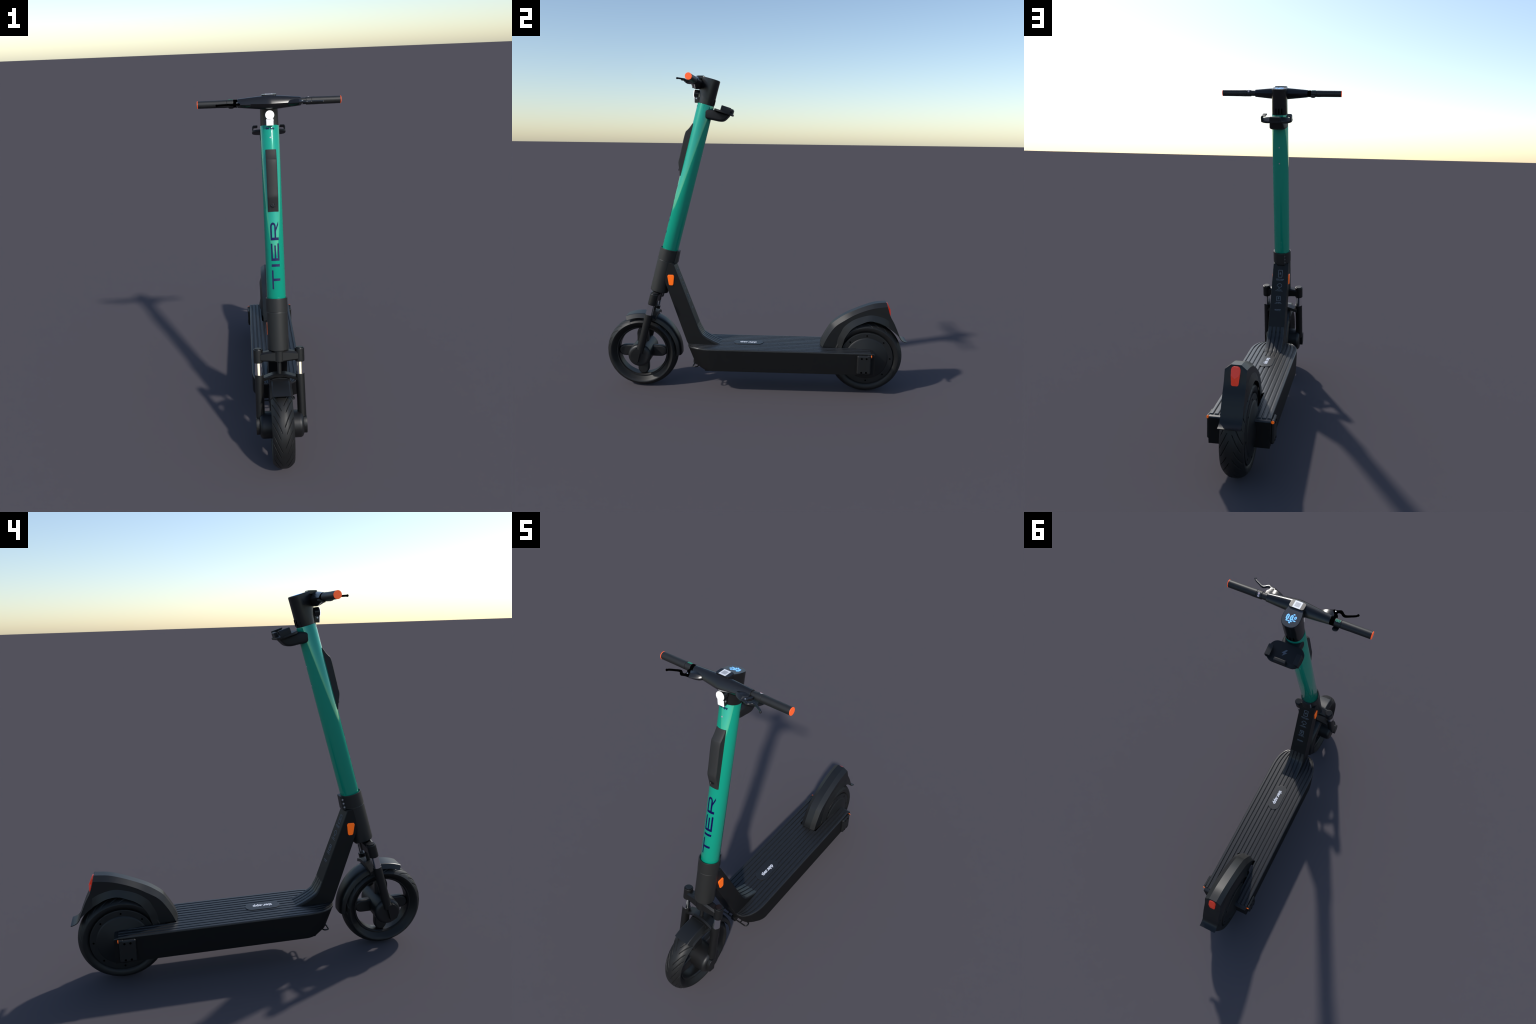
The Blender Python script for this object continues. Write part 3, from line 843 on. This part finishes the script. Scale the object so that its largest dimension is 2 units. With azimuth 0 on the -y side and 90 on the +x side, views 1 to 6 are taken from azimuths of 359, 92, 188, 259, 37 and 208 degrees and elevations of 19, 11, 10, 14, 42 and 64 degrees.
# ================================================================== FENDERS
def fender_shell(name, stations, xs_, mat, thickness=0.004):
    """stations: list of rows of (y, z); xs_: x of each row entry (or callables of the station index)."""
    bm = bmesh.new(); grid = []
    for i, st in enumerate(stations):
        row = []
        full = [(-x(i) if callable(x) else -x, p) for x, p in zip(xs_[::-1], st[::-1])] + [(x(i) if callable(x) else x, p) for x, p in zip(xs_, st)]
        for x, p in full: row.append(bm.verts.new((x, p[0], p[1])))
        grid.append(row)
    for a, b in zip(grid, grid[1:]):
        for k in range(len(a) - 1): bm.faces.new((a[k], a[k+1], b[k+1], b[k]))
    bmesh.ops.remove_doubles(bm, verts=bm.verts, dist=1e-5)
    bmesh.ops.recalc_face_normals(bm, faces=bm.faces)
    up = max(bm.faces, key=lambda f: f.calc_center_median().z)
    if up.normal.z < 0: bmesh.ops.reverse_faces(bm, faces=bm.faces)
    bm.normal_update()
    bmesh.ops.solidify(bm, geom=bm.faces[:], thickness=thickness)
    return bm

T = [(.428,.326),(.440,.366),(.483,.443),(.509,.477),(.571,.523),(.640,.558),(.711,.588),(.774,.608),(.845,.6165),(.853,.590),(.872,.520),(.902,.465),(.934,.391)]
C = [(.4413,.304),(.462,.352),(.4926,.406),(.5273,.4500),(.585,.4900),(.645,.526),(.713,.555),(.7735,.5722),(.850,.5833),(.857,.565),(.872,.520),(.902,.465),(.934,.391)]
O = [(.530,.304),(.539,.363),(.560,.412),(.581,.449),(.638,.493),(.695,.515),(.744,.526),(.790,.521),(.838,.506),(.858,.494),(.869,.489),(.895,.452),(.925,.400)]
I = [(.5635,.304),(.575,.345),(.5838,.374),(.6178,.427),(.645,.450),(.6747,.4661),(.7342,.4887),(.790,.483),(.835,.462),(.860,.447),(.872,.436),(.900,.415),(.930,.388)]
def dens(L):
    out = []
    a = catmull([(0, *p) for p in L[:9]], 4); b = catmull([(0, *p) for p in L[8:]], 4)
    return [(p.y, p.z) for p in a] + [(p.y, p.z) for p in b[1:]]
T = [(y, z - (0.011 if i < 9 else 0.0) - (0.002 if i == 9 else 0)) for i, (y, z) in enumerate(T)]
T, C, O, I = map(dens, (T, C, O, I))
st = [list(r) for r in zip(T, C, O, I)]
nst = len(st)
bm = fender_shell("rear_fender", st, [0.0245, 0.0535, 0.0545, lambda i: interp([(0, 0.069), (26, 0.0690), (36, 0.062), (nst, 0.0545)], i)], M_FENDER)
rear_fender = from_bm("fender", bm, M_FENDER, scooter, 11)
# flicked tail
tl = catmull([(0, .928, .402), (0, .939, .378), (0, .953, .361), (0, .972, .352), (0, .9848, .3495)], 4)
secs = []
for i, p in enumerate(tl):
    t = (tl[min(i+1, len(tl)-1)] - tl[max(i-1, 0)]).normalized(); nr = Vector((0, -t.z, t.y))
    w = lerp(0.0525, 0.0545, i / len(tl))
    secs.append([p + Vector((-w, 0, 0)), p + Vector((w, 0, 0)), p + Vector((w, 0, 0)) - nr * 0.004, p + Vector((-w, 0, 0)) - nr * 0.004])
loft("fender_tail", secs, M_FENDER, rear_fender, angle=30)
# tail lamp lens
n_ = Vector((0, 0.958, 0.287)).normalized()
Ml = frame((0, 0.8625, 0.556), n_, (-1, 0, 0))
lens = [(-0.0175, -0.040), (-0.0125, -0.0455), (0.0125, -0.0455), (0.0175, -0.040), (0.0225, 0.018), (0.0225, 0.030), (0.0185, 0.041), (0.010, 0.0455),
        (-0.010, 0.0455), (-0.0185, 0.041), (-0.0225, 0.030), (-0.0225, 0.018)]
tail_lamp = prism("tail_lamp", lens, 0.0060, M_RED, rear_fender, Ml @ Matrix.Translation((0, 0, -0.0035)), 0.0015)
# raised upper facet ending in a point
bm = bmesh.new()
base = [(-0.0210, 0.004), (0.0, -0.0125), (0.0210, 0.004), (0.0210, 0.030), (0.0170, 0.040), (0.009, 0.0440), (-0.009, 0.0440), (-0.0170, 0.040), (-0.0210, 0.030)]
lo = [bm.verts.new((x, y, 0.0020)) for x, y in base]
hi = [bm.verts.new((x * 0.96, y * 0.97, interp([(-0.013, 0.0135), (0.044, 0.0042)], y))) for x, y in base]
bm.faces.new(hi)
for i in range(len(base)): bm.faces.new((lo[i], lo[(i+1) % len(base)], hi[(i+1) % len(base)], hi[i]))
lowr = [bm.verts.new((x, y, 0.0032)) for x, y in ((0.0165, -0.0400), (0.0115, -0.0440), (-0.0115, -0.0440), (-0.0165, -0.0400))]
bm.faces.new((hi[2], hi[1], lowr[1], lowr[0])); bm.faces.new((hi[1], lowr[2], lowr[1])); bm.faces.new((hi[1], hi[0], lowr[3], lowr[2]))
bm.transform(Ml); from_bm("lens_facet", bm, M_RED, tail_lamp, 12)

# front fender: angular visor ahead of the brace, rounder guard behind it
def arc(r, deg): return (FC.y + r * cos(radians(deg)), FC.z + r * sin(radians(deg)))
rows_ = []
for i in range(15):
    a = lerp(112.5, 77, i / 14)
    rows_.append([arc(0.2655, a), arc(0.2635, a), arc(0.2385, a)])
bm = fender_shell("front_fender", rows_, [0.0440, 0.0490, 0.0620], M_FENDER)
front_fender = from_bm("fender", bm, M_FENDER, scooter, 18)
rows_ = []
for i in range(25):
    a = lerp(80, -3.0, i / 24)
    ro = interp([(-3, 0.2640), (30, 0.2645), (55, 0.2700), (80, 0.2700)], a)
    rows_.append([arc(ro, a), arc(ro - 0.0008, a), arc(ro - 0.003, a), arc(ro - 0.0075, a), arc(ro - 0.0130, a), arc(0.2345, a)])
bm = fender_shell("rear_guard", rows_, [0.012, 0.026, 0.040, 0.0510, 0.0565, 0.0620], M_FENDER, 0.0035)
from_bm("mudguard", bm, M_FENDER, front_fender, 30)

# keep the tree at thing > part > sub-part
def depth(o):
    d = 0
    while o.parent: o = o.parent; d += 1
    return d
for o in list(bpy.context.scene.objects):
    while depth(o) > 2:
        o.parent = o.parent.parent
